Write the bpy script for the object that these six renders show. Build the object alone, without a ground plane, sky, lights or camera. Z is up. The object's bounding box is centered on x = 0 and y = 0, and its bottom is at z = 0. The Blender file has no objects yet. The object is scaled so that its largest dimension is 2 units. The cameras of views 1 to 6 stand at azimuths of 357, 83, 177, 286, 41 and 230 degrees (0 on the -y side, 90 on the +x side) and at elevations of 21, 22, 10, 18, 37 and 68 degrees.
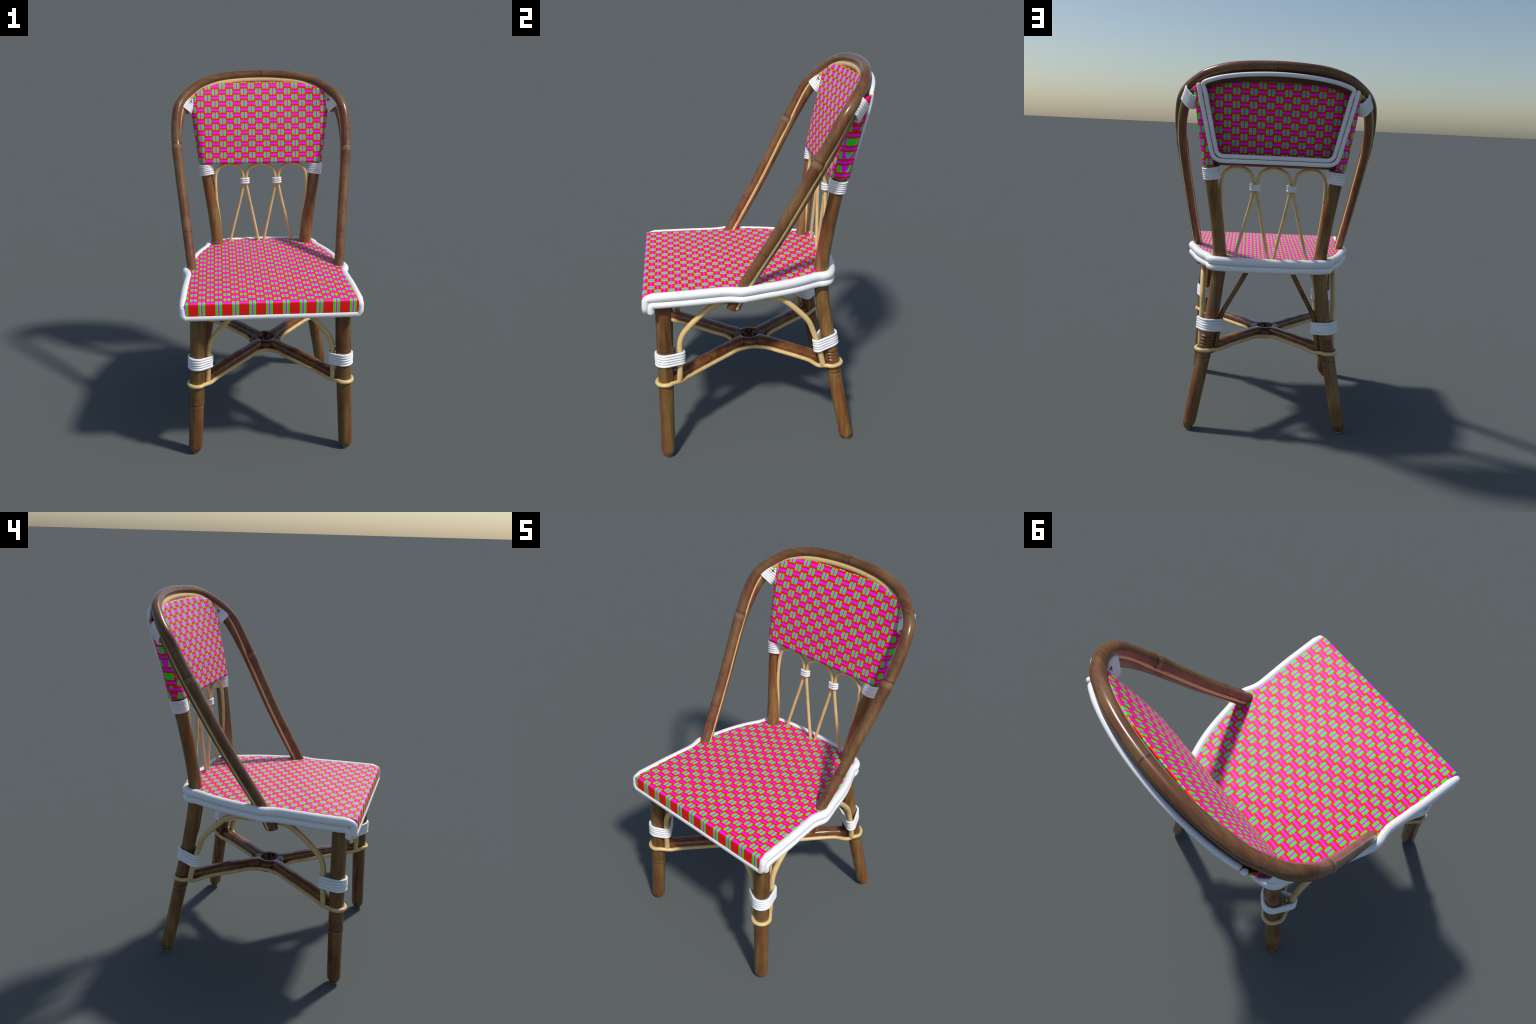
# Bistro side chair: lacquered bamboo frame, rattan canes, white cord bindings,
# two-tone woven seat and back.  All geometry is built in world coordinates (metres, z up).
import bpy, bmesh, math, random
import numpy as np
from mathutils import Vector

random.seed(7)
PI = math.pi

# ---------------------------------------------------------------- node helpers
class G:
    """tiny helper around a material node tree"""
    def __init__(self, name):
        self.m = bpy.data.materials.new(name)
        self.m.use_nodes = True
        self.t = self.m.node_tree
        self.t.nodes.clear()
        self.out = self.t.nodes.new('ShaderNodeOutputMaterial')
        self.b = self.t.nodes.new('ShaderNodeBsdfPrincipled')
        self.t.links.new(self.b.outputs[0], self.out.inputs[0])
        self.co = self.t.nodes.new('ShaderNodeTexCoord').outputs['Object']
    def put(self, sock, v):
        if hasattr(v, 'is_linked'):
            self.t.links.new(v, sock)
        else:
            sock.default_value = v
    def math(self, op, a, b=0.0, c=0.0, clamp=False):
        n = self.t.nodes.new('ShaderNodeMath'); n.operation = op; n.use_clamp = clamp
        for i, v in enumerate((a, b, c)):
            self.put(n.inputs[i], v)
        return n.outputs[0]
    def xyz(self):
        n = self.t.nodes.new('ShaderNodeSeparateXYZ'); self.t.links.new(self.co, n.inputs[0])
        return n.outputs
    def mapping(self, scale, rot=(0, 0, 0), loc=(0, 0, 0)):
        n = self.t.nodes.new('ShaderNodeMapping'); self.t.links.new(self.co, n.inputs[0])
        n.inputs['Scale'].default_value = scale
        n.inputs['Rotation'].default_value = rot
        n.inputs['Location'].default_value = loc
        return n.outputs[0]
    def noise(self, vec, scale, detail=3.0, rough=0.55):
        n = self.t.nodes.new('ShaderNodeTexNoise')
        self.t.links.new(vec, n.inputs['Vector'])
        n.inputs['Scale'].default_value = scale
        n.inputs['Detail'].default_value = detail
        n.inputs['Roughness'].default_value = rough
        return n.outputs[0]
    def smooth(self, v, a, b, lo=0.0, hi=1.0):
        n = self.t.nodes.new('ShaderNodeMapRange'); n.interpolation_type = 'SMOOTHSTEP'
        self.put(n.inputs[0], v)
        for i, x in enumerate((a, b, lo, hi)):
            n.inputs[i + 1].default_value = x
        return n.outputs[0]
    def linear(self, v, a, b, lo=0.0, hi=1.0):
        n = self.t.nodes.new('ShaderNodeMapRange')
        self.put(n.inputs[0], v)
        for i, x in enumerate((a, b, lo, hi)):
            n.inputs[i + 1].default_value = x
        return n.outputs[0]
    def ramp(self, v, stops):
        n = self.t.nodes.new('ShaderNodeValToRGB'); self.put(n.inputs[0], v)
        e = n.color_ramp.elements
        while len(e) < len(stops):
            e.new(0.5)
        for el, (p, c) in zip(e, stops):
            el.position = p; el.color = (*c, 1)
        return n.outputs[0]
    def mix(self, f, a, b, blend='MIX'):
        n = self.t.nodes.new('ShaderNodeMix'); n.data_type = 'RGBA'; n.blend_type = blend
        self.put(n.inputs[0], f)
        self.put(n.inputs[6], a if hasattr(a, 'is_linked') else (*a, 1))
        self.put(n.inputs[7], b if hasattr(b, 'is_linked') else (*b, 1))
        return n.outputs[2]
    def bump(self, h, strength, dist):
        n = self.t.nodes.new('ShaderNodeBump')
        n.inputs['Strength'].default_value = strength
        n.inputs['Distance'].default_value = dist
        self.put(n.inputs['Height'], h)
        self.t.links.new(n.outputs[0], self.b.inputs['Normal'])
    def finish(self, col, rough=0.4, coat=0.0, coat_rough=0.1, spec=0.5):
        self.put(self.b.inputs['Base Color'], col if hasattr(col, 'is_linked') else (*col, 1))
        self.put(self.b.inputs['Roughness'], rough)
        self.b.inputs['Coat Weight'].default_value = coat
        self.b.inputs['Coat Roughness'].default_value = coat_rough
        self.b.inputs['Specular IOR Level'].default_value = spec
        return self.m

def band(g, v, centre, half, soft):
    """1 inside |v-centre|<half, soft edges"""
    d = g.math('ABSOLUTE', g.math('SUBTRACT', v, centre))
    return g.smooth(d, half - soft, half + soft, 1.0, 0.0)

# ---------------------------------------------------------------- materials
# each lacquer: khaki family and red-brown family, blended by a slow noise
BAMBOO = ([(0.26, (0.060, 0.027, 0.008)), (0.42, (0.145, 0.075, 0.022)), (0.58, (0.215, 0.122, 0.038)), (0.78, (0.290, 0.180, 0.062))],
          [(0.26, (0.050, 0.014, 0.005)), (0.42, (0.130, 0.042, 0.012)), (0.58, (0.200, 0.074, 0.022)), (0.78, (0.270, 0.125, 0.042))])
HOOPCOL = ([(0.24, (0.064, 0.027, 0.010)), (0.44, (0.151, 0.072, 0.026)), (0.62, (0.218, 0.113, 0.042)), (0.82, (0.301, 0.173, 0.070))],
           [(0.24, (0.054, 0.017, 0.008)), (0.44, (0.138, 0.049, 0.019)), (0.62, (0.211, 0.084, 0.033)), (0.82, (0.294, 0.141, 0.058))])
TEAK = ([(0.24, (0.050, 0.017, 0.006)), (0.45, (0.140, 0.055, 0.016)), (0.62, (0.215, 0.090, 0.026)), (0.82, (0.300, 0.140, 0.044))],
        [(0.24, (0.045, 0.010, 0.004)), (0.45, (0.120, 0.034, 0.010)), (0.62, (0.200, 0.066, 0.018)), (0.82, (0.270, 0.105, 0.032))])
DARKTEAK = ([(0.2, (0.035, 0.011, 0.004)), (0.45, (0.085, 0.030, 0.010)), (0.65, (0.145, 0.055, 0.019)), (0.85, (0.22, 0.10, 0.038))],) * 2
FRAMECOL = ([(0.2, (0.035, 0.014, 0.006)), (0.5, (0.075, 0.033, 0.013)), (0.8, (0.13, 0.062, 0.026))],) * 2

def wood_material(name, stops, axis='z', nodes=(), seed=0.0, rough=0.27, coat=0.0):
    """lacquered cane: streaks along `axis`, broad blotches, dark growth rings at z in nodes"""
    g = G(name)
    s = {'z': (1, 1, 0.05), 'x': (0.05, 1, 1), 'y': (1, 0.05, 1)}[axis]
    streak = g.noise(g.mapping(s, loc=(seed, seed * 1.7, seed * 0.6)), 60, 4, 0.6)
    blotch = g.noise(g.mapping((1, 1, 0.45), loc=(seed * 2.1, 0, seed)), 7.5, 3, 0.5)
    v = g.math('ADD', g.math('MULTIPLY', streak, 0.62), g.math('MULTIPLY', blotch, 0.42))
    hue = g.smooth(g.noise(g.mapping((1, 1, 0.16), loc=(seed * 0.7, seed, seed * 1.3)), 16, 2, 0.5), 0.40, 0.62)
    col = g.mix(hue, g.ramp(v, stops[0]), g.ramp(v, stops[1]))
    if nodes:
        z = g.xyz()[2]
        wob = g.math('MULTIPLY', g.math('SUBTRACT', g.noise(g.co, 40, 2), 0.5), 0.012)
        zz = g.math('ADD', z, wob)
        for zn in nodes:
            col = g.mix(g.math('MULTIPLY', band(g, zz, zn, 0.003, 0.003), 0.75), col, (0.05, 0.018, 0.007))
            col = g.mix(g.math('MULTIPLY', band(g, zz, zn - 0.012, 0.006, 0.006), 0.45), col, (0.30, 0.17, 0.07))
            col = g.mix(g.math('MULTIPLY', band(g, zz, zn + 0.035, 0.02, 0.03), 0.45), col, (0.11, 0.032, 0.010))
    g.bump(streak, 0.12, 0.002)
    return g.finish(col, rough, coat, 0.12)

def hoop_material():
    g = G('hoop_lacquered_bamboo')
    arms = g.noise(g.mapping((1, 1, 0.06), rot=(math.radians(30), 0, 0)), 55, 4, 0.6)
    top = g.noise(g.mapping((0.05, 1, 1)), 55, 4, 0.6)
    x, y, z = g.xyz()
    m = g.smooth(z, 1.80, 1.90)
    streak = g.math('ADD', g.math('MULTIPLY', top, m),
                    g.math('MULTIPLY', arms, g.math('SUBTRACT', 1.0, m)))
    blotch = g.noise(g.co, 6.0, 3, 0.5)
    v = g.math('ADD', g.math('MULTIPLY', streak, 0.55), g.math('MULTIPLY', blotch, 0.48))
    hue = g.smooth(g.noise(g.mapping((1, 1, 1), loc=(4, 2, 7)), 5.0, 2), 0.42, 0.60)
    col = g.mix(hue, g.ramp(v, HOOPCOL[0]), g.ramp(v, HOOPCOL[1]))
    # growth rings on the two arms (position along the arm measured by its axis)
    wob = g.math('MULTIPLY', g.math('SUBTRACT', g.noise(g.co, 30, 2), 0.5), 0.014)
    t = g.math('ADD', g.math('ADD', g.math('MULTIPLY', y, 0.48), g.math('MULTIPLY', z, 0.87)), wob)
    for side, (cy, cz) in ((1, (0.255, 1.573)), (-1, (0.268, 1.598))):
        tn = 0.48 * cy + 0.87 * cz
        sm = g.smooth(g.math('MULTIPLY', x, side), 0.0, 0.1)
        col = g.mix(g.math('MULTIPLY', sm, g.math('MULTIPLY', band(g, t, tn + 0.014, 0.004, 0.004), 0.7)), col, (0.05, 0.02, 0.009))
        col = g.mix(g.math('MULTIPLY', sm, g.math('MULTIPLY', band(g, t, tn - 0.006, 0.012, 0.008), 0.55)), col, (0.30, 0.18, 0.085))
        col = g.mix(g.math('MULTIPLY', sm, g.math('MULTIPLY', band(g, t, 1.00 if side < 0 else 0.985, 0.003, 0.003), 0.5)), col, (0.06, 0.022, 0.009))
    # dark split across the very top
    xw = g.math('ADD', x, g.math('MULTIPLY', g.math('SUBTRACT', g.noise(g.co, 60, 2), 0.5), 0.012))
    split = g.math('MULTIPLY', band(g, xw, 0.012, 0.0026, 0.0024), g.smooth(z, 1.93, 1.94))
    col = g.mix(g.math('MULTIPLY', split, 0.85), col, (0.025, 0.012, 0.009))
    g.bump(streak, 0.10, 0.002)
    return g.finish(col, 0.23, 0.0, 0.10)

def rattan_material(name='natural_rattan', light=(0.84, 0.60, 0.27), dark=(0.62, 0.42, 0.165)):
    g = G(name)
    n1 = g.noise(g.co, 18, 4, 0.6)
    n2 = g.noise(g.mapping((1, 1, 1)), 130, 2, 0.5)
    v = g.math('ADD', g.math('MULTIPLY', n1, 0.7), g.math('MULTIPLY', n2, 0.3))
    col = g.ramp(v, [(0.30, dark), (0.48, tuple(0.4 * a + 0.6 * b for a, b in zip(dark, light))), (0.70, light)])
    # rare dark flecks
    fl = g.smooth(g.noise(g.mapping((1, 1, 1), loc=(3, 1, 2)), 45, 1), 0.74, 0.80)
    col = g.mix(g.math('MULTIPLY', fl, 0.6), col, (0.20, 0.11, 0.045))
    g.bump(n2, 0.08, 0.001)
    return g.finish(col, 0.33)

def cord_material():
    g = G('white_plastic_cord')
    n = g.noise(g.co, 9, 2)
    col = g.ramp(n, [(0.3, (0.91, 0.91, 0.92)), (0.7, (0.95, 0.95, 0.95))])
    return g.finish(col, 0.38, 0.0)

def weave_material(name, u_axis, v_axis, u0, v0, period, pitch, sw):
    """two-row brick weave: magenta warp stripes on red, crossed by green/magenta/green ties"""
    g = G(name)
    c = g.xyz()
    u, v = c[u_axis], c[v_axis]
    vr = g.math('ADD', g.math('DIVIDE', g.math('SUBTRACT', v, v0), pitch), 0.5)
    row = g.math('FLOOR', vr)
    fv = g.math('ABSOLUTE', g.math('SUBTRACT', g.math('SUBTRACT', vr, row), 0.5))
    par = g.math('FLOORED_MODULO', row, 2.0)
    ur = g.math('ADD', g.math('DIVIDE', g.math('SUBTRACT', u, u0), period),
                g.math('ADD', 0.5, g.math('MULTIPLY', par, 0.5)))
    fu = g.math('ABSOLUTE', g.math('SUBTRACT', g.math('FRACT', ur), 0.5))
    s = 0.016
    tie = g.linear(fu, 0.190 - s, 0.190 + s, 1, 0)
    core = g.linear(fu, 0.062 - s, 0.062 + s, 1, 0)
    stripe = g.linear(fv, sw - 0.025, sw + 0.025, 1, 0)
    red, mag, grn = (0.97, 0.0, 0.0), (0.97, 0.0, 0.97), (0.0, 0.97, 0.0)
    base = g.mix(stripe, red, mag)
    blk = g.mix(core, grn, mag)
    col = g.mix(tie, base, blk)
    return g.finish(col, 0.56, 0.0)

# ---------------------------------------------------------------- geometry helpers
def spline(cp, n=10, closed=False):
    """centripetal Hermite curve through control points"""
    cp = np.asarray(cp, float)
    if closed:
        k = 3
        ext = np.vstack([cp[-k:], cp, cp[:k + 1]])
        full = spline(ext, n)
        return full[k * n:(k + len(cp)) * n]
    t = np.r_[0, np.cumsum(np.linalg.norm(np.diff(cp, axis=0), axis=1) ** 0.5)]
    m = np.zeros_like(cp)
    if len(cp) > 2:
        m[1:-1] = (cp[2:] - cp[:-2]) / (t[2:] - t[:-2])[:, None]
        m[0] = 2 * (cp[1] - cp[0]) / (t[1] - t[0]) - m[1]
        m[-1] = 2 * (cp[-1] - cp[-2]) / (t[-1] - t[-2]) - m[-2]
    else:
        m[:] = (cp[1] - cp[0]) / (t[1] - t[0])
    out = []
    for i in range(len(cp) - 1):
        h = t[i + 1] - t[i]
        u = np.linspace(0, 1, n, endpoint=False)[:, None]
        out.append((2*u**3 - 3*u**2 + 1) * cp[i] + (u**3 - 2*u**2 + u) * h * m[i]
                   + (-2*u**3 + 3*u**2) * cp[i + 1] + (u**3 - u**2) * h * m[i + 1])
    out.append(cp[-1:])
    return np.vstack(out)

def tangents(P, closed=False):
    if closed:
        T = np.roll(P, -1, 0) - np.roll(P, 1, 0)
    else:
        T = np.gradient(P, axis=0)
    return T / np.linalg.norm(T, axis=1)[:, None]

def frames(P, closed=False):
    T = tangents(P, closed)
    a = np.array([0, 0, 1.0]) if abs(T[0][2]) < 0.9 else np.array([0, 1.0, 0])
    N = np.zeros_like(P)
    v = a - T[0] * (a @ T[0]); N[0] = v / np.linalg.norm(v)
    for i in range(1, len(P)):
        v = N[i - 1] - T[i] * (N[i - 1] @ T[i]); N[i] = v / np.linalg.norm(v)
    if closed:                                    # spread the holonomy twist
        v = N[-1] - T[0] * (N[-1] @ T[0]); v /= np.linalg.norm(v)
        ang = math.atan2(np.cross(v, N[0]) @ T[0], v @ N[0])
        B = np.cross(T, N)
        w = ang * np.arange(len(P)) / len(P)
        N = N * np.cos(w)[:, None] + B * np.sin(w)[:, None]
    return T, N, np.cross(T, N)

def add_mesh(name, verts, faces, mat, parent, smooth=40, kind=None):
    me = bpy.data.meshes.new(name)
    me.from_pydata([tuple(v) for v in verts], [], faces)
    bm = bmesh.new(); bm.from_mesh(me)
    bmesh.ops.recalc_face_normals(bm, faces=bm.faces)
    bm.to_mesh(me); bm.free()
    me.materials.append(mat)
    me.polygons.foreach_set('use_smooth', [True] * len(me.polygons))
    me.set_sharp_from_angle(angle=math.radians(smooth))
    ob = bpy.data.objects.new(name, me)
    bpy.context.scene.collection.objects.link(ob)
    if parent is not None:
        ob.parent = parent
    if kind:
        ob['kind'] = kind
    return ob

def tube(name, P, r, mat, parent, ns=14, closed=False, cap='round', fixed=None, squash=None, smooth=50, power=2.0):
    """sweep a circle (radius r, scalar or per point) along P; fixed=(N,B) keeps rings in one plane"""
    P = np.asarray(P, float); n = len(P)
    r = np.full(n, r) if np.isscalar(r) else np.asarray(r, float)
    if fixed:
        N = np.tile(np.array(fixed[0], float), (n, 1)); B = np.tile(np.array(fixed[1], float), (n, 1)); T = tangents(P)
    else:
        T, N, B = frames(P, closed)
    rings, radii = [p for p in P], list(r)
    Ns, Bs = list(N), list(B)
    if not closed and cap == 'round':
        for end, sgn in ((0, -1), (-1, 1)):
            steps = [(0.35, 0.93), (0.7, 0.71), (0.93, 0.36)]
            for dz, rr in steps:
                q = P[end] + T[end] * sgn * r[end] * dz * 0.8
                if end == 0:
                    rings.insert(0, q); radii.insert(0, r[0] * rr); Ns.insert(0, N[0]); Bs.insert(0, B[0])
                else:
                    rings.append(q); radii.append(r[-1] * rr); Ns.append(N[-1]); Bs.append(B[-1])
    ang = np.linspace(0, 2 * PI, ns, endpoint=False)
    ca, sa = np.cos(ang), np.sin(ang)
    if power != 2.0:                                # superellipse section
        ca, sa = np.sign(ca) * abs(ca) ** (2 / power), np.sign(sa) * abs(sa) ** (2 / power)
    V, F = [], []
    for q, rr, a, b in zip(rings, radii, Ns, Bs):
        sx = squash if squash else 1.0
        V.extend(q + rr * (c * a * sx + s * b) for c, s in zip(ca, sa))
    m = len(rings)
    for i in range(m if closed else m - 1):
        j = (i + 1) % m
        for k in range(ns):
            l = (k + 1) % ns
            F.append((i * ns + k, i * ns + l, j * ns + l, j * ns + k))
    if not closed:
        F.append(tuple(range(ns))[::-1]); F.append(tuple((m - 1) * ns + k for k in range(ns)))
    return add_mesh(name, V, F, mat, parent, smooth)

def mirror(P):
    return np.asarray(P, float) * [-1, 1, 1]

def hull2d(pts):
    pts = sorted(map(tuple, pts))
    def half(seq):
        h = []
        for p in seq:
            while len(h) > 1 and (h[-1][0]-h[-2][0])*(p[1]-h[-2][1]) - (h[-1][1]-h[-2][1])*(p[0]-h[-2][0]) <= 0:
                h.pop()
            h.append(p)
        return h[:-1]
    return np.array(half(pts) + half(pts[::-1]))

def binding(name, centre, axis, circles, turns, cord, mat, parent, sag=0.0, spacing=1.96):
    """cord wound round a bundle: `circles` are (3D point, radius) of the bundled canes"""
    c = np.array(centre, float); ax = np.array(axis, float); ax /= np.linalg.norm(ax)
    e1 = np.cross(ax, [0, 1, 0.0]) if abs(ax[1]) < 0.8 else np.cross(ax, [1.0, 0, 0]); e1 /= np.linalg.norm(e1)
    e2 = np.cross(ax, e1)
    pts = []
    for p, r in circles:
        d = np.array(p, float) - c
        x, y = d @ e1, d @ e2
        pts += [(x + (r + cord * 0.9) * math.cos(a), y + (r + cord * 0.9) * math.sin(a)) for a in np.linspace(0, 2*PI, 48, endpoint=False)]
    H = hull2d(pts); H = np.vstack([H, H[:1]])
    L = np.r_[0, np.cumsum(np.linalg.norm(np.diff(H, axis=0), axis=1))]
    n = 40
    tt = np.linspace(0, L[-1], n, endpoint=False)
    ring = np.stack([np.interp(tt, L, H[:, 0]), np.interp(tt, L, H[:, 1])], 1)
    rng = random.Random(int(abs(c[0]) * 1e4 + c[2] * 1e3))
    V, F = [], []
    turns = int(round(turns)); ns = 10
    for k in range(turns):
        q = np.array([c + e1 * x + e2 * y + ax * ((k - (turns - 1) / 2) * cord * spacing
                      + rng.uniform(-0.0006, 0.0006) + 0.0010 * math.sin(2 * PI * i / n + k)) for i, (x, y) in enumerate(ring)])
        q += (q - q.mean(0)) * rng.uniform(-0.012, 0.012)
        T, N, B = frames(q, True)
        o = len(V)
        for p, a, b in zip(q, N, B):
            V.extend(p + cord * (math.cos(w) * a + math.sin(w) * b) for w in np.linspace(0, 2*PI, ns, endpoint=False))
        for i in range(n):
            j = (i + 1) % n
            for m in range(ns):
                l = (m + 1) % ns
                F.append((o + i*ns + m, o + i*ns + l, o + j*ns + l, o + j*ns + m))
    return add_mesh(name, V, F, mat, parent, 60)

def lerp_path(P, f):
    P = np.asarray(P); i = f * (len(P) - 1); k = min(int(i), len(P) - 2)
    return P[k] + (P[k + 1] - P[k]) * (i - k)

def at_z(P, z):
    P = np.asarray(P)
    return np.array([np.interp(z, P[:, 2], P[:, 0]), np.interp(z, P[:, 2], P[:, 1]), z])

# ---------------------------------------------------------------- the chair
chair = bpy.data.objects.new('bistro_chair', None)
bpy.context.scene.collection.objects.link(chair)
chair['label'] = 'bamboo bistro chair with magenta, red and green woven seat and back'
chair['category'] = 'chair'

WHITE = cord_material()
RATTAN = rattan_material()
HOOP = hoop_material()
SEATW = weave_material('woven_seat_cane', 0, 1, 0.0300, -0.5517, 0.0879, 0.03325, 0.160)
BACKW = weave_material('woven_back_cane', 0, 2, -0.0080, 1.7465, 0.0886, 0.0332, 0.187)
SIDES = (1, -1)

# ---- front legs -----------------------------------------------------------
FRONT = {}
for s in SIDES:
    P = spline([(0.432*s, -0.527, 0.0), (0.416*s, -0.517, 0.28), (0.402*s, -0.508, 0.56), (0.392*s, -0.502, 0.80), (0.389*s, -0.500, 0.90)], 14)
    zs = np.unique(np.r_[0.005, 0.009, 0.020, 0.032, 0.042, np.linspace(0.05, 0.90, 108)])
    P = np.array([at_z(P, z) for z in zs])
    r = np.interp(zs, [0.005, 0.009, 0.020, 0.032, 0.042, 0.30, 0.55, 0.9], [0.0195, 0.0225, 0.0290, 0.0345, 0.0365, 0.0378, 0.0392, 0.0400])
    rings = (0.32,) if s < 0 else (0.625,)
    for i, z in enumerate(rings):                   # swollen growth rings
        amp = 0.0022 if i == 0 else 0.0008
        r = r + amp * np.exp(-((zs - z) / 0.012) ** 2) + amp * 0.6 * np.exp(-((zs - z - 0.03) / 0.03) ** 2)
    mat = wood_material('front_leg_bamboo', BAMBOO, 'z', rings, 3.1 if s > 0 else 9.4)
    FRONT[s] = P
    leg = tube('front_leg', P, r, mat, chair, ns=24, cap='flat', fixed=((1, 0, 0), (0, 1, 0)), squash=1.07)
    tube('leg_tip', [(P[0][0], P[0][1], z) for z in (0.0, 0.003, 0.0065, 0.008)], [0.0165, 0.0185, 0.0190, 0.0175], RATTAN, leg, ns=20, cap='flat', fixed=((1, 0, 0), (0, 1, 0)))

# ---- back sheet profile (front face of the woven back) ----------------------
def sheet_y(x, z):
    y0 = np.interp(z, [1.44, 1.485, 1.614, 1.746, 1.83, 1.912, 1.95], [0.351, 0.361, 0.393, 0.437, 0.471, 0.508, 0.527])
    bow = np.interp(z, [1.45, 1.60, 1.75, 1.90], [0.0, 0.0, 0.008, 0.032])
    return y0 - bow * np.minimum(1.3, (abs(x) / 0.39) ** 3)

RX = 0.036                                          # radius of the woven wrap over each back post
def post_x(z):
    return np.interp(z, [1.389, 1.456, 1.80, 1.86], [0.333, 0.337, 0.382, 0.390])
def RYZ(z):                                          # the wrap is deeper at the bottom than at the top
    return np.interp(z, [1.45, 1.86], [0.041, 0.0285])
def post(z):
    return np.array([post_x(z), sheet_y(post_x(z), z) + RYZ(z), z])

# ---- back legs ------------------------------------------------------------
BACK = {}
for s in SIDES:
    cp = [(0.423, 0.447, 0.0), (0.372, 0.401, 0.28), (0.322, 0.358, 0.56), (0.293, 0.330, 0.78), (0.278, 0.320, 0.94),
          (0.298, 0.343, 1.15), (0.334, 0.382, 1.389)]
    cp += [tuple(post(z)) for z in (1.50, 1.62, 1.74, 1.85)]
    Q = spline([(x * s, y, z) for x, y, z in cp], 14)
    zs = np.unique(np.r_[0.005, 0.009, 0.020, 0.032, 0.042, np.linspace(0.05, 1.85, 188)])
    P = np.array([at_z(Q, z) for z in zs])
    r = np.interp(zs, [0.005, 0.009, 0.020, 0.032, 0.042, 0.30, 0.60, 0.95, 1.3, 1.44, 1.47, 1.85], [0.0195, 0.0225, 0.0290, 0.0350, 0.0370, 0.0380, 0.0385, 0.0375, 0.0350, 0.0345, 0.024, 0.024])
    r = r + 0.003 * np.exp(-((zs - 0.965) / 0.006) ** 2) + 0.002 * np.exp(-((zs - 0.40) / 0.012) ** 2)
    mat = wood_material('back_leg_bamboo', [[(p, tuple(1.22 * v for v in c)) for p, c in st] for st in BAMBOO], 'z', (0.40,), 5.7 if s > 0 else 12.9)  # bamboo colours lightened 1.22x to match the legs' brightness in rear-side shade
    BACK[s] = Q
    leg = tube('back_leg', P, r, mat, chair, ns=24, cap='flat', fixed=((1, 0, 0), (0, 1, 0)))
    tube('leg_tip', [(P[0][0], P[0][1], z) for z in (0.0, 0.003, 0.0065, 0.008)], [0.0165, 0.0185, 0.0190, 0.0175], RATTAN, leg, ns=20, cap='flat', fixed=((1, 0, 0), (0, 1, 0)))
    # brown cane winding above the stretcher joint
    zc = np.linspace(0.455, 0.525, 60)
    Pc = np.array([at_z(Q, z) for z in zc])
    rc = 0.0375 + 0.0045 * np.abs(np.sin((zc - 0.455) / 0.07 * PI * 4)) ** 0.7
    tube('leg_winding', Pc, rc, wood_material('leg_winding_cane', TEAK, 'z', (), 2.0 * s), chair, ns=24,
         fixed=((1, 0, 0), (0, 1, 0)))

# ---- hoop: one bent cane from seat side over the top to the other side ------
HALF = [(0.0, 0.553, 1.9735), (0.13, 0.547, 1.9695), (0.2426, 0.5304, 1.9590), (0.330, 0.5075, 1.9370), (0.3896, 0.4845, 1.9100), (0.4695, 0.425, 1.847), (0.5025, 0.3666, 1.7740),
        (0.5080, 0.2794, 1.6185), (0.4670, 0.0789, 1.2511), (0.4275, -0.1060, 0.9450), (0.4200, -0.1600, 0.8330)]
hc = [(-x, y, z) for x, y, z in HALF[:0:-1]] + HALF
HP = spline(hc, 24)
ht = tangents(HP)
hz, hx = HP[:, 2], HP[:, 0]
hr = np.interp(hz, [0.83, 1.2, 1.6, 1.8, 1.95, 1.98], [0.0272, 0.0275, 0.0285, 0.0290, 0.0268, 0.0264])
for s, zn in ((1, 1.570), (-1, 1.597)):
    sel = (hx * s > 0)
    hr = hr + sel * 0.0035 * np.exp(-((hz - zn) / 0.012) ** 2) + sel * 0.0018 * np.exp(-((hz - zn + 0.04) / 0.03) ** 2)
    hr = hr + sel * 0.0012 * np.exp(-((hz - 1.02) / 0.008) ** 2)
tube('hoop', HP, hr, HOOP, chair, ns=24, cap='flat')

# inner side of the hoop, along which the lining canes lie
def inner_dir():
    keys_z = np.array([0.8, 1.55, 1.75, 1.88, 1.955, 1.98])
    keys = np.array([(-0.10, 0.85, -0.52), (-0.16, 0.85, -0.50), (-0.50, 0.72, -0.47), (-0.60, 0.25, -0.75), (-0.15, -0.35, -0.92), (0, -0.40, -0.92)])
    D = np.stack([np.interp(hz, keys_z, keys[:, k]) for k in range(3)], 1)
    D[:, 0] *= np.sign(hx + 1e-9) * np.minimum(1, np.abs(hx) / 0.05)
    D -= ht * (D * ht).sum(1)[:, None]
    return D / np.linalg.norm(D, axis=1)[:, None]
ND = inner_dir()
off_b = np.interp(hz, [0.8, 1.6, 1.80, 1.93, 1.96], [0.0145, 0.0165, 0.022, 0.030, 0.034])
rad_b = np.interp(hz, [0.8, 1.6, 1.80, 1.93, 1.96], [0.0236, 0.0240, 0.0215, 0.0185, 0.0180])
off_k = np.interp(hz, [0.8, 1.6, 1.80, 1.9], [0.0235, 0.031, 0.040, 0.046])
tube('hoop_lining_cane', HP[3:-3] + ND[3:-3] * off_b[3:-3, None], rad_b[3:-3], RATTAN, chair, ns=14, cap='flat')
backing = wood_material('hoop_backing_cane', HOOPCOL, 'z', (), 4.4)
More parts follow.
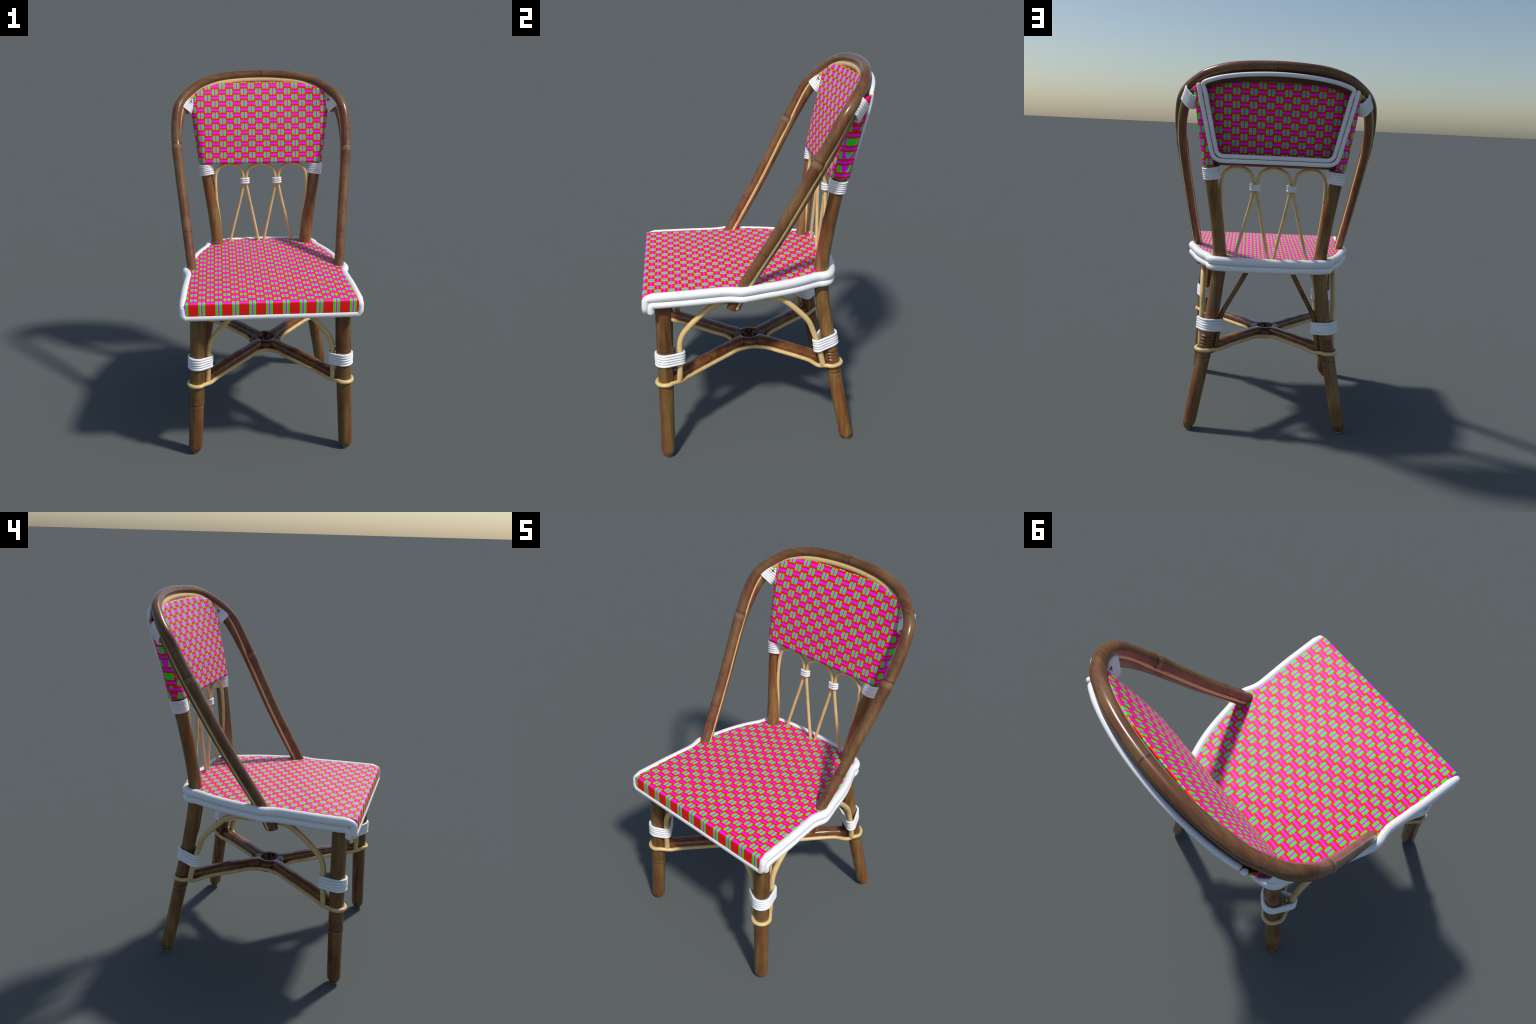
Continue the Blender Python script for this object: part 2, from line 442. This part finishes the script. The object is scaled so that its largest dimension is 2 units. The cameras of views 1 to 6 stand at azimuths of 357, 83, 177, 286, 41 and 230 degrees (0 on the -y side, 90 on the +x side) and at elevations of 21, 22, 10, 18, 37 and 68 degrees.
for s in SIDES:
    sel = np.where((hx * s > 0) & (hz < 1.865))[0]
    idx = sel if s < 0 else sel[::-1]
    idx = idx[4:]
    rr = np.interp(hz[idx], [0.8, 1.5, 1.75], [0.0190, 0.0205, 0.0230])
    tube('hoop_backing_cane', HP[idx] + ND[idx] * off_k[idx, None], rr, backing, chair, ns=14)

# ---- seat -------------------------------------------------------------------
PLAN = [(0.463, -0.545), (0.460, -0.46), (0.457, -0.37), (0.449, -0.26), (0.445, -0.195), (0.450, -0.155), (0.462, -0.11), (0.454, -0.065),
        (0.436, 0.0), (0.420, 0.07), (0.400, 0.14), (0.375, 0.205), (0.348, 0.262), (0.336, 0.296), (0.333, 0.325),
        (0.322, 0.348), (0.300, 0.364), (0.26, 0.377), (0.20, 0.387), (0.10, 0.396), (0.0, 0.399)]
half = spline([(x, y, 0) for x, y in PLAN], 6)[:, :2]
side_loop = np.vstack([half, (half * [-1, 1])[::-1][1:]])          # right front -> back -> left front

def seat_body():
    out = [(p[0] - 0.004 * np.sign(p[0]) * (abs(p[0]) > 0.1), p[1] - 0.004 * (p[1] > 0.2)) for p in side_loop]
    out = [(0.455, -0.594), (0.4555, -0.570)] + out + [(-0.4555, -0.570), (-0.455, -0.594)]
    out += [(x, -0.594) for x in np.linspace(-0.40, 0.40, 21)]
    out = np.array(out)
    n = len(out)
    # inward normals
    T = np.roll(out, -1, 0) - np.roll(out, 1, 0)
    N = np.stack([-T[:, 1], T[:, 0]], 1); N /= np.linalg.norm(N, axis=1)[:, None]
    for k in range(n):                              # square front corners: mitred inset
        if abs(out[k][1] + 0.594) < 1e-6 and abs(abs(out[k][0]) - 0.455) < 1e-6:
            N[k] = (-np.sign(out[k][0]), 1.0)
    V, F = [], []
    prof = [(0.012, 0.886), (0.0, 0.886), (0.0, 0.9475)]
    for a in np.linspace(0, PI / 2, 6)[1:]:
        prof.append((0.0135 * (1 - math.cos(a)), 0.9475 + 0.0135 * math.sin(a)))
    for d, z in prof:
        V += [(x + nx * d, y + ny * d, z) for (x, y), (nx, ny) in zip(out, N)]
    for i in range(len(prof) - 1):
        for k in range(n):
            l = (k + 1) % n
            F.append((i*n + k, i*n + l, (i+1)*n + l, (i+1)*n + k))
    F.append(tuple(range(n))); F.append(tuple((len(prof)-1)*n + k for k in range(n)))
    return add_mesh('seat', V, F, SEATW, chair, 35)
seat = seat_body()

def loop_at(z, inset=0.0):
    T = np.gradient(side_loop, axis=0)
    N = np.stack([-T[:, 1], T[:, 0]], 1); N /= np.linalg.norm(N, axis=1)[:, None]
    q = side_loop + N * inset
    return np.column_stack([q, np.full(len(q), z)])

# upper edge cord: down the front corners and along the foot of the front face
up = loop_at(0.943)
front = spline([(-0.4645, -0.566, 0.940), (-0.4655, -0.577, 0.931), (-0.466, -0.5795, 0.915), (-0.465, -0.581, 0.893), (-0.457, -0.5805, 0.880), (-0.440, -0.581, 0.876),
                (0.0, -0.581, 0.876),
                (0.440, -0.581, 0.876), (0.457, -0.5805, 0.880), (0.465, -0.581, 0.893), (0.466, -0.5795, 0.915), (0.4655, -0.577, 0.931), (0.4645, -0.566, 0.940)], 8)
tube('seat_edge_cord', np.vstack([up, front]), np.r_[np.full(len(up), 0.0225), np.full(len(front), 0.0185)], WHITE, seat, ns=16, closed=True)
lo = loop_at(0.9025, -0.001)
start = spline([(0.465, -0.556, 0.868), (0.466, -0.556, 0.889), (0.4655, -0.550, 0.902), (0.4645, -0.528, 0.9035)], 6)
lo = lo[lo[:, 1] > -0.50]
tube('seat_edge_cord', np.vstack([start, lo, mirror(start)[::-1]]), 0.0185, WHITE, seat, ns=16)

# ---- arched braces under the seat ---------------------------------------------
BR = 0.0150
side_arch = [(0.404, -0.441, 0.445), (0.402, -0.432, 0.56), (0.399, -0.428, 0.652), (0.396, -0.409, 0.701), (0.393, -0.366, 0.750), (0.391, -0.305, 0.805),
             (0.388, -0.247, 0.845), (0.386, -0.185, 0.863), (0.382, -0.03, 0.865), (0.381, 0.05, 0.863), (0.380, 0.090, 0.853),
             (0.379, 0.134, 0.822), (0.376, 0.20, 0.758), (0.374, 0.241, 0.706), (0.372, 0.265, 0.645), (0.373, 0.290, 0.568), (0.373, 0.318, 0.448)]
for s in SIDES:
    tube('side_brace', spline([(x*s, y, z) for x, y, z in side_arch], 8), BR, RATTAN, chair, ns=14)
fa = [(0.349, -0.497, 0.436), (0.342, -0.499, 0.587), (0.336, -0.499, 0.652), (0.321, -0.499, 0.698), (0.284, -0.499, 0.750), (0.244, -0.499, 0.798), (0.20, -0.499, 0.842), (0.15, -0.499, 0.858)]
tube('front_brace', spline([(x, y, z) for x, y, z in fa] + [(-x, y, z) for x, y, z in fa[::-1]], 8), BR, RATTAN, chair, ns=14)
brown_brace = wood_material('brace_cane', BAMBOO, 'z', (), 21.0)
for s in SIDES:
    tube('back_brace', spline([(x*s, y, z) for x, y, z in [(0.286, 0.362, 0.455), (0.271, 0.352, 0.55), (0.258, 0.341, 0.631), (0.226, 0.330, 0.696), (0.183, 0.330, 0.774), (0.130, 0.330, 0.872)]], 8),
         0.0135, brown_brace, chair, ns=14)

# ---- cross stretcher ------------------------------------------------------------
HUB = np.array([0.002, -0.037, 0.441])
TEAKM = wood_material('stretcher_teak', TEAK, 'x', (), 6.6, 0.24, 0.4)
joints = [at_z(FRONT[1], 0.436), at_z(BACK[1], 0.436), at_z(BACK[-1], 0.436), at_z(FRONT[-1], 0.436)]
cross = bpy.data.objects.new('cross_stretcher', None)
bpy.context.scene.collection.objects.link(cross); cross.parent = chair
for j in joints:
    d = j - HUB; L = np.linalg.norm(d[:2]); d = d / np.linalg.norm(d)
    ss = np.linspace(0.062, L - 0.040, 40)
    rise = 0.006 if j[1] < 0 else 0.009                 # arms bow up a little
    P = np.array([HUB + d * q + np.array([0, 0, rise * math.sin(PI * q / L)]) for q in ss])
    r = np.interp(ss, [0.05, 0.08, 0.13, 0.2, L], [0.0335, 0.0335, 0.0330, 0.0325, 0.0320])
    r = r * (1 + 0.02 * np.sin(ss * 47 + j[0] * 9))
    tube('stretcher_arm', P, r, TEAKM, cross, ns=32, squash=0.96, power=3.0)

# hub: a turned boss with a pinched six-lobed rosette
def hub():
    V, F = [], []
    na = 72
    prof = [(0.075, -0.031), (0.087, -0.026), (0.091, -0.008), (0.090, 0.014), (0.086, 0.0265), (0.077, 0.0315), (0.056, 0.0325), (0.0495, 0.0305)]
    prof += [(0.0475 * k, 0.0) for k in (0.96, 0.85, 0.7, 0.55, 0.4, 0.25, 0.1)]
    for i, (rho, h) in enumerate(prof):
        for k in range(na):
            a = 2 * PI * k / na
            rr, z = rho, h
            if i < 3:
                rr = rho * (1 + 0.05 * math.cos(4 * a))
            if i >= 8:
                lobe = abs(math.cos(3 * a + 0.35)) ** 0.6
                edge = math.sin(PI * min(1, rho / 0.047))
                z = -0.010 + 0.040 * lobe * (0.35 + 0.65 * edge) * (0.55 if rho > 0.042 else 1) + 0.010 * max(0, 1 - rho / 0.012)
            V.append(HUB + np.array([rr * math.cos(a), rr * math.sin(a), z]))
    m = len(prof)
    for i in range(m - 1):
        for k in range(na):
            l = (k + 1) % na
            F.append((i*na + k, i*na + l, (i+1)*na + l, (i+1)*na + k))
    F.append(tuple(range(na))); F.append(tuple((m-1)*na + k for k in range(na)))
    dark = wood_material('stretcher_hub_teak', DARKTEAK, 'z', (), 1.0)
    return add_mesh('stretcher_hub', V, F, dark, cross, 60)
hub()

# one long rattan cane runs along every arm and loops round every leg
def cane_loop():
    cp = []
    n = len(joints)
    for i, j in enumerate(joints):
        d = (j - HUB)[:2]; L = np.linalg.norm(d); d = d / L
        l = np.array([-d[1], d[0]])                        # anticlockwise lateral
        zc = 0.426
        up = 0.004 if j[1] < 0 else 0.008
        def at(sv, lat, z=zc):
            q = HUB[:2] + d * sv + l * lat
            return (q[0], q[1], z)
        cp += [at(0.135, -0.038, 0.430 + up / 2), at(0.20, -0.0355, zc + up), at(0.35, -0.0355, zc + up), at(L - 0.12, -0.036, zc + up * 0.6), at(L - (0.055 if i == 1 else 0.065), -(0.059 if i == 1 else 0.045), 0.432)]
        for a in (-100, -65, -30, 0, 30, 65, 100):
            rr = 0.058 if (i == 1 and a == -100) or (i == 2 and a == 100) else 0.052 if (i == 1 and a == -65) or (i == 2 and a == 65) else 0.045
            a = math.radians(a)
            cp.append(at(L + rr * math.cos(a), rr * math.sin(a), 0.443))
        cp += [at(L - (0.055 if i == 2 else 0.065), 0.059 if i == 2 else 0.045, 0.432), at(L - 0.12, 0.036, zc + up * 0.6), at(0.35, 0.0355, zc + up), at(0.20, 0.0355, zc + up), at(0.135, 0.038, 0.430 + up / 2)]
        d2 = (joints[(i + 1) % n] - HUB)[:2]; d2 = d2 / np.linalg.norm(d2)
        b = d + d2; b /= np.linalg.norm(b)
        q = HUB[:2] + b * (0.098 if abs(b[1]) > abs(b[0]) else 0.088)
        cp.append((q[0], q[1], 0.430))
    return spline(cp, 6, closed=True)
tube('stretcher_cane', cane_loop(), 0.0112, RATTAN, cross, ns=12, closed=True)

# ---- woven back --------------------------------------------------------------------
def top_z(x):
    return np.interp(abs(x), [0, 0.15, 0.24, 0.33, 0.37, 0.40, 0.45], [1.931, 1.929, 1.923, 1.909, 1.891, 1.870, 1.850])
ZB = 1.463
def woven_back():
    nz, V, F = 40, [], []
    sec = []                                        # (kind, value): angle on a post or fraction across
    A = np.radians(np.linspace(115, -90, 22))
    fr = np.linspace(-1, 1, 61)[1:-1]
    sec = [('p', -1, a) for a in A] + [('f', 0, q) for q in fr] + [('p', 1, a) for a in A[::-1]]
    for i in range(nz + 1):
        t = i / nz
        for kind, s, q in sec:
            z = ZB + 0.001
            for _ in range(4):                      # z depends on x through the arched top edge
                lx = post_x(z)
                x = q * lx if kind == 'f' else s * (lx + RX * math.cos(q))
                z = ZB + t * (top_z(x) - ZB)
            if kind == 'f':
                y = sheet_y(x, z)
            else:
                y = post(z)[1] + RYZ(z) * math.sin(q)
            V.append((x, y, z))
    n = len(sec)
    for i in range(nz):
        for k in range(n - 1):
            F.append((i*n + k, i*n + k + 1, (i+1)*n + k + 1, (i+1)*n + k))
    ob = add_mesh('backrest', V, F, BACKW, chair, 60)
    # make normals face outward (front), then give the cloth its thickness
    me = ob.data
    mid = me.polygons[len(me.polygons) // 2]
    if mid.normal.y > 0:
        me.flip_normals()
    so = ob.modifiers.new('cloth', 'SOLIDIFY'); so.thickness = 0.008; so.offset = -1
    return ob
back = woven_back()

FRAMEM = wood_material('back_frame_bamboo', FRAMECOL, 'x', (), 8.8)
rail = [(0.386, 0.487, 1.838), (0.384, 0.490, 1.862), (0.360, 0.498, 1.886), (0.30, 0.514, 1.906), (0.22, 0.532, 1.919), (0.11, 0.545, 1.926), (0.0, 0.551, 1.928)]
tube('backrest_rail', spline([(x, y, z - 0.004) for x, y, z in rail] + [(-x, y, z - 0.004) for x, y, z in rail[-2::-1]], 8), np.interp(np.abs(np.arange(97) - 48), [0, 30, 38, 48], [0.029, 0.029, 0.022, 0.019]), FRAMEM, back, ns=16)
tube('backrest_rail', [(-0.33, 0.402, 1.493), (-0.1, 0.402, 1.493), (0.1, 0.402, 1.493), (0.33, 0.402, 1.493)], 0.031, FRAMEM, back, ns=16)

# white trim on the rear of the back frame
CR = 0.0115
inner = [(0.0, 0.4490, 1.5145), (0.15, 0.4490, 1.5140), (0.262, 0.4490, 1.5135), (0.288, 0.4490, 1.5165), (0.305, 0.4510, 1.530), (0.3125, 0.4555, 1.552)]
for z in (1.60, 1.68, 1.76, 1.83):
    p = post(z); inner.append((np.interp(z, [1.55, 1.85], [0.3125, 0.3745]), p[1] + RYZ(z) + 0.0095, z))
inner += [(0.3805, 0.5210, 1.861), (0.3815, 0.5250, 1.872), (0.374, 0.5295, 1.881), (0.345, 0.5400, 1.8925), (0.29, 0.5560, 1.907), (0.20, 0.5730, 1.921), (0.10, 0.5840, 1.929), (0.0, 0.5870, 1.932)]
cp = inner[:-1] + inner[-1:] + [(-x, y, z) for x, y, z in inner[-2:0:-1]]
tube('backrest_trim_cord', spline(cp, 8, closed=True), CR, WHITE, back, ns=14, closed=True)
outer = [(0.0, 0.4480, 1.4900), (0.15, 0.4480, 1.4895), (0.268, 0.4480, 1.4890), (0.300, 0.4485, 1.4930), (0.324, 0.4505, 1.5100), (0.335, 0.4555, 1.537)]
for z in (1.60, 1.68, 1.76, 1.82):
    p = post(z); outer.append((np.interp(z, [1.537, 1.87], [0.335, 0.4065]), p[1] + RYZ(z) + 0.0085, z))
outer += [(0.4055, 0.5190, 1.868)]
cp = [(-x, y, z) for x, y, z in outer[:0:-1]] + outer
tube('backrest_trim_cord', spline(cp, 8), CR, WHITE, back, ns=14)

# ---- rattan lattice between seat and back ---------------------------------------------
lat = bpy.data.objects.new('cane_lattice', None)
bpy.context.scene.collection.objects.link(lat); lat.parent = chair
def strand(cp, name='lattice_cane'):
    P = spline(cp, 10)
    r = np.interp(P[:, 2], [0.95, 1.30, 1.36, 1.45], [0.0088, 0.0092, 0.0098, 0.0100])
    tube(name, P, r, RATTAN, lat, ns=12)
K, F0, F1 = 0.0995, 0.199, 0.016
strand([(-F1, 0.355, 0.955), (-0.045, 0.361, 1.10), (-0.078, 0.370, 1.26), (-K + 0.0085, 0.374, 1.335), (-K + 0.0085, 0.375, 1.365), (-0.078, 0.375, 1.4190), (-0.042, 0.373, 1.4460),
        (0.0, 0.372, 1.4565), (0.042, 0.373, 1.4460), (0.078, 0.375, 1.4190), (K - 0.0085, 0.375, 1.365), (K - 0.0085, 0.374, 1.335), (0.078, 0.370, 1.26), (0.045, 0.361, 1.10), (F1, 0.355, 0.955)])
for s in SIDES:
    strand([(s*x, y, z) for x, y, z in [(F0, 0.358, 0.955), (0.162, 0.362, 1.10), (0.122, 0.370, 1.26), (K + 0.0085, 0.374, 1.335), (K + 0.0085, 0.375, 1.365), (0.121, 0.375, 1.4190), (0.152, 0.373, 1.4460),
            (0.196, 0.372, 1.4565), (0.238, 0.370, 1.4460), (0.269, 0.367, 1.4190), (0.281, 0.362, 1.375), (0.281, 0.354, 1.30), (0.276, 0.348, 1.22), (0.262, 0.340, 1.09), (0.250, 0.328, 0.955)]])
    binding('lattice_binding', (s*K, 0.3745, 1.350), (0, 0.06, 1), [((s*K - 0.0085, 0.3745, 1.35), 0.0097), ((s*K + 0.0085, 0.3745, 1.35), 0.0097)], 3.0, 0.0062, WHITE, lat)

# ---- white cord bindings ----------------------------------------------------------------
for s in SIDES:
    zf = 0.576
    c = at_z(FRONT[s], zf)
    binding('leg_binding', c, (-0.045*s, 0.03, 1), [(c, 0.0395), ((0.3435*s, -0.4985, zf), BR), ((0.4015*s, -0.432, zf), BR)], 5, 0.0072, WHITE, chair)
    c = at_z(BACK[s], zf)
    binding('leg_binding', c, (-0.03*s, -0.13, 1), [(c, 0.0385), ((0.270*s, 0.350, zf), 0.0135), ((0.373*s, 0.289, zf), BR)], 5, 0.0072, WHITE, chair)
    z = 1.421
    c = at_z(BACK[s], z)
    binding('leg_binding', c, (0.13*s, 0.15, 1), [(c, 0.0345), (c + np.array([-0.008*s, 0, 0]), 0.0335)], 6, 0.0057, WHITE, chair)
    # binding that ties the hoop to the upper corner of the back
    i = np.argmin(abs(hz - 1.815) + 10 * (hx * s < 0))
    t = ht[i] * (1 if ht[i][2] < 0 else -1)
    h = HP[i]
    binding('hoop_binding', h + np.array([-0.037*s, 0.052, -0.006]), t, [(h + ND[i] * 0.034, 0.021), (h + np.array([-0.058*s, 0.062, -0.008]), 0.022)], 7, 0.0064, WHITE, chair)
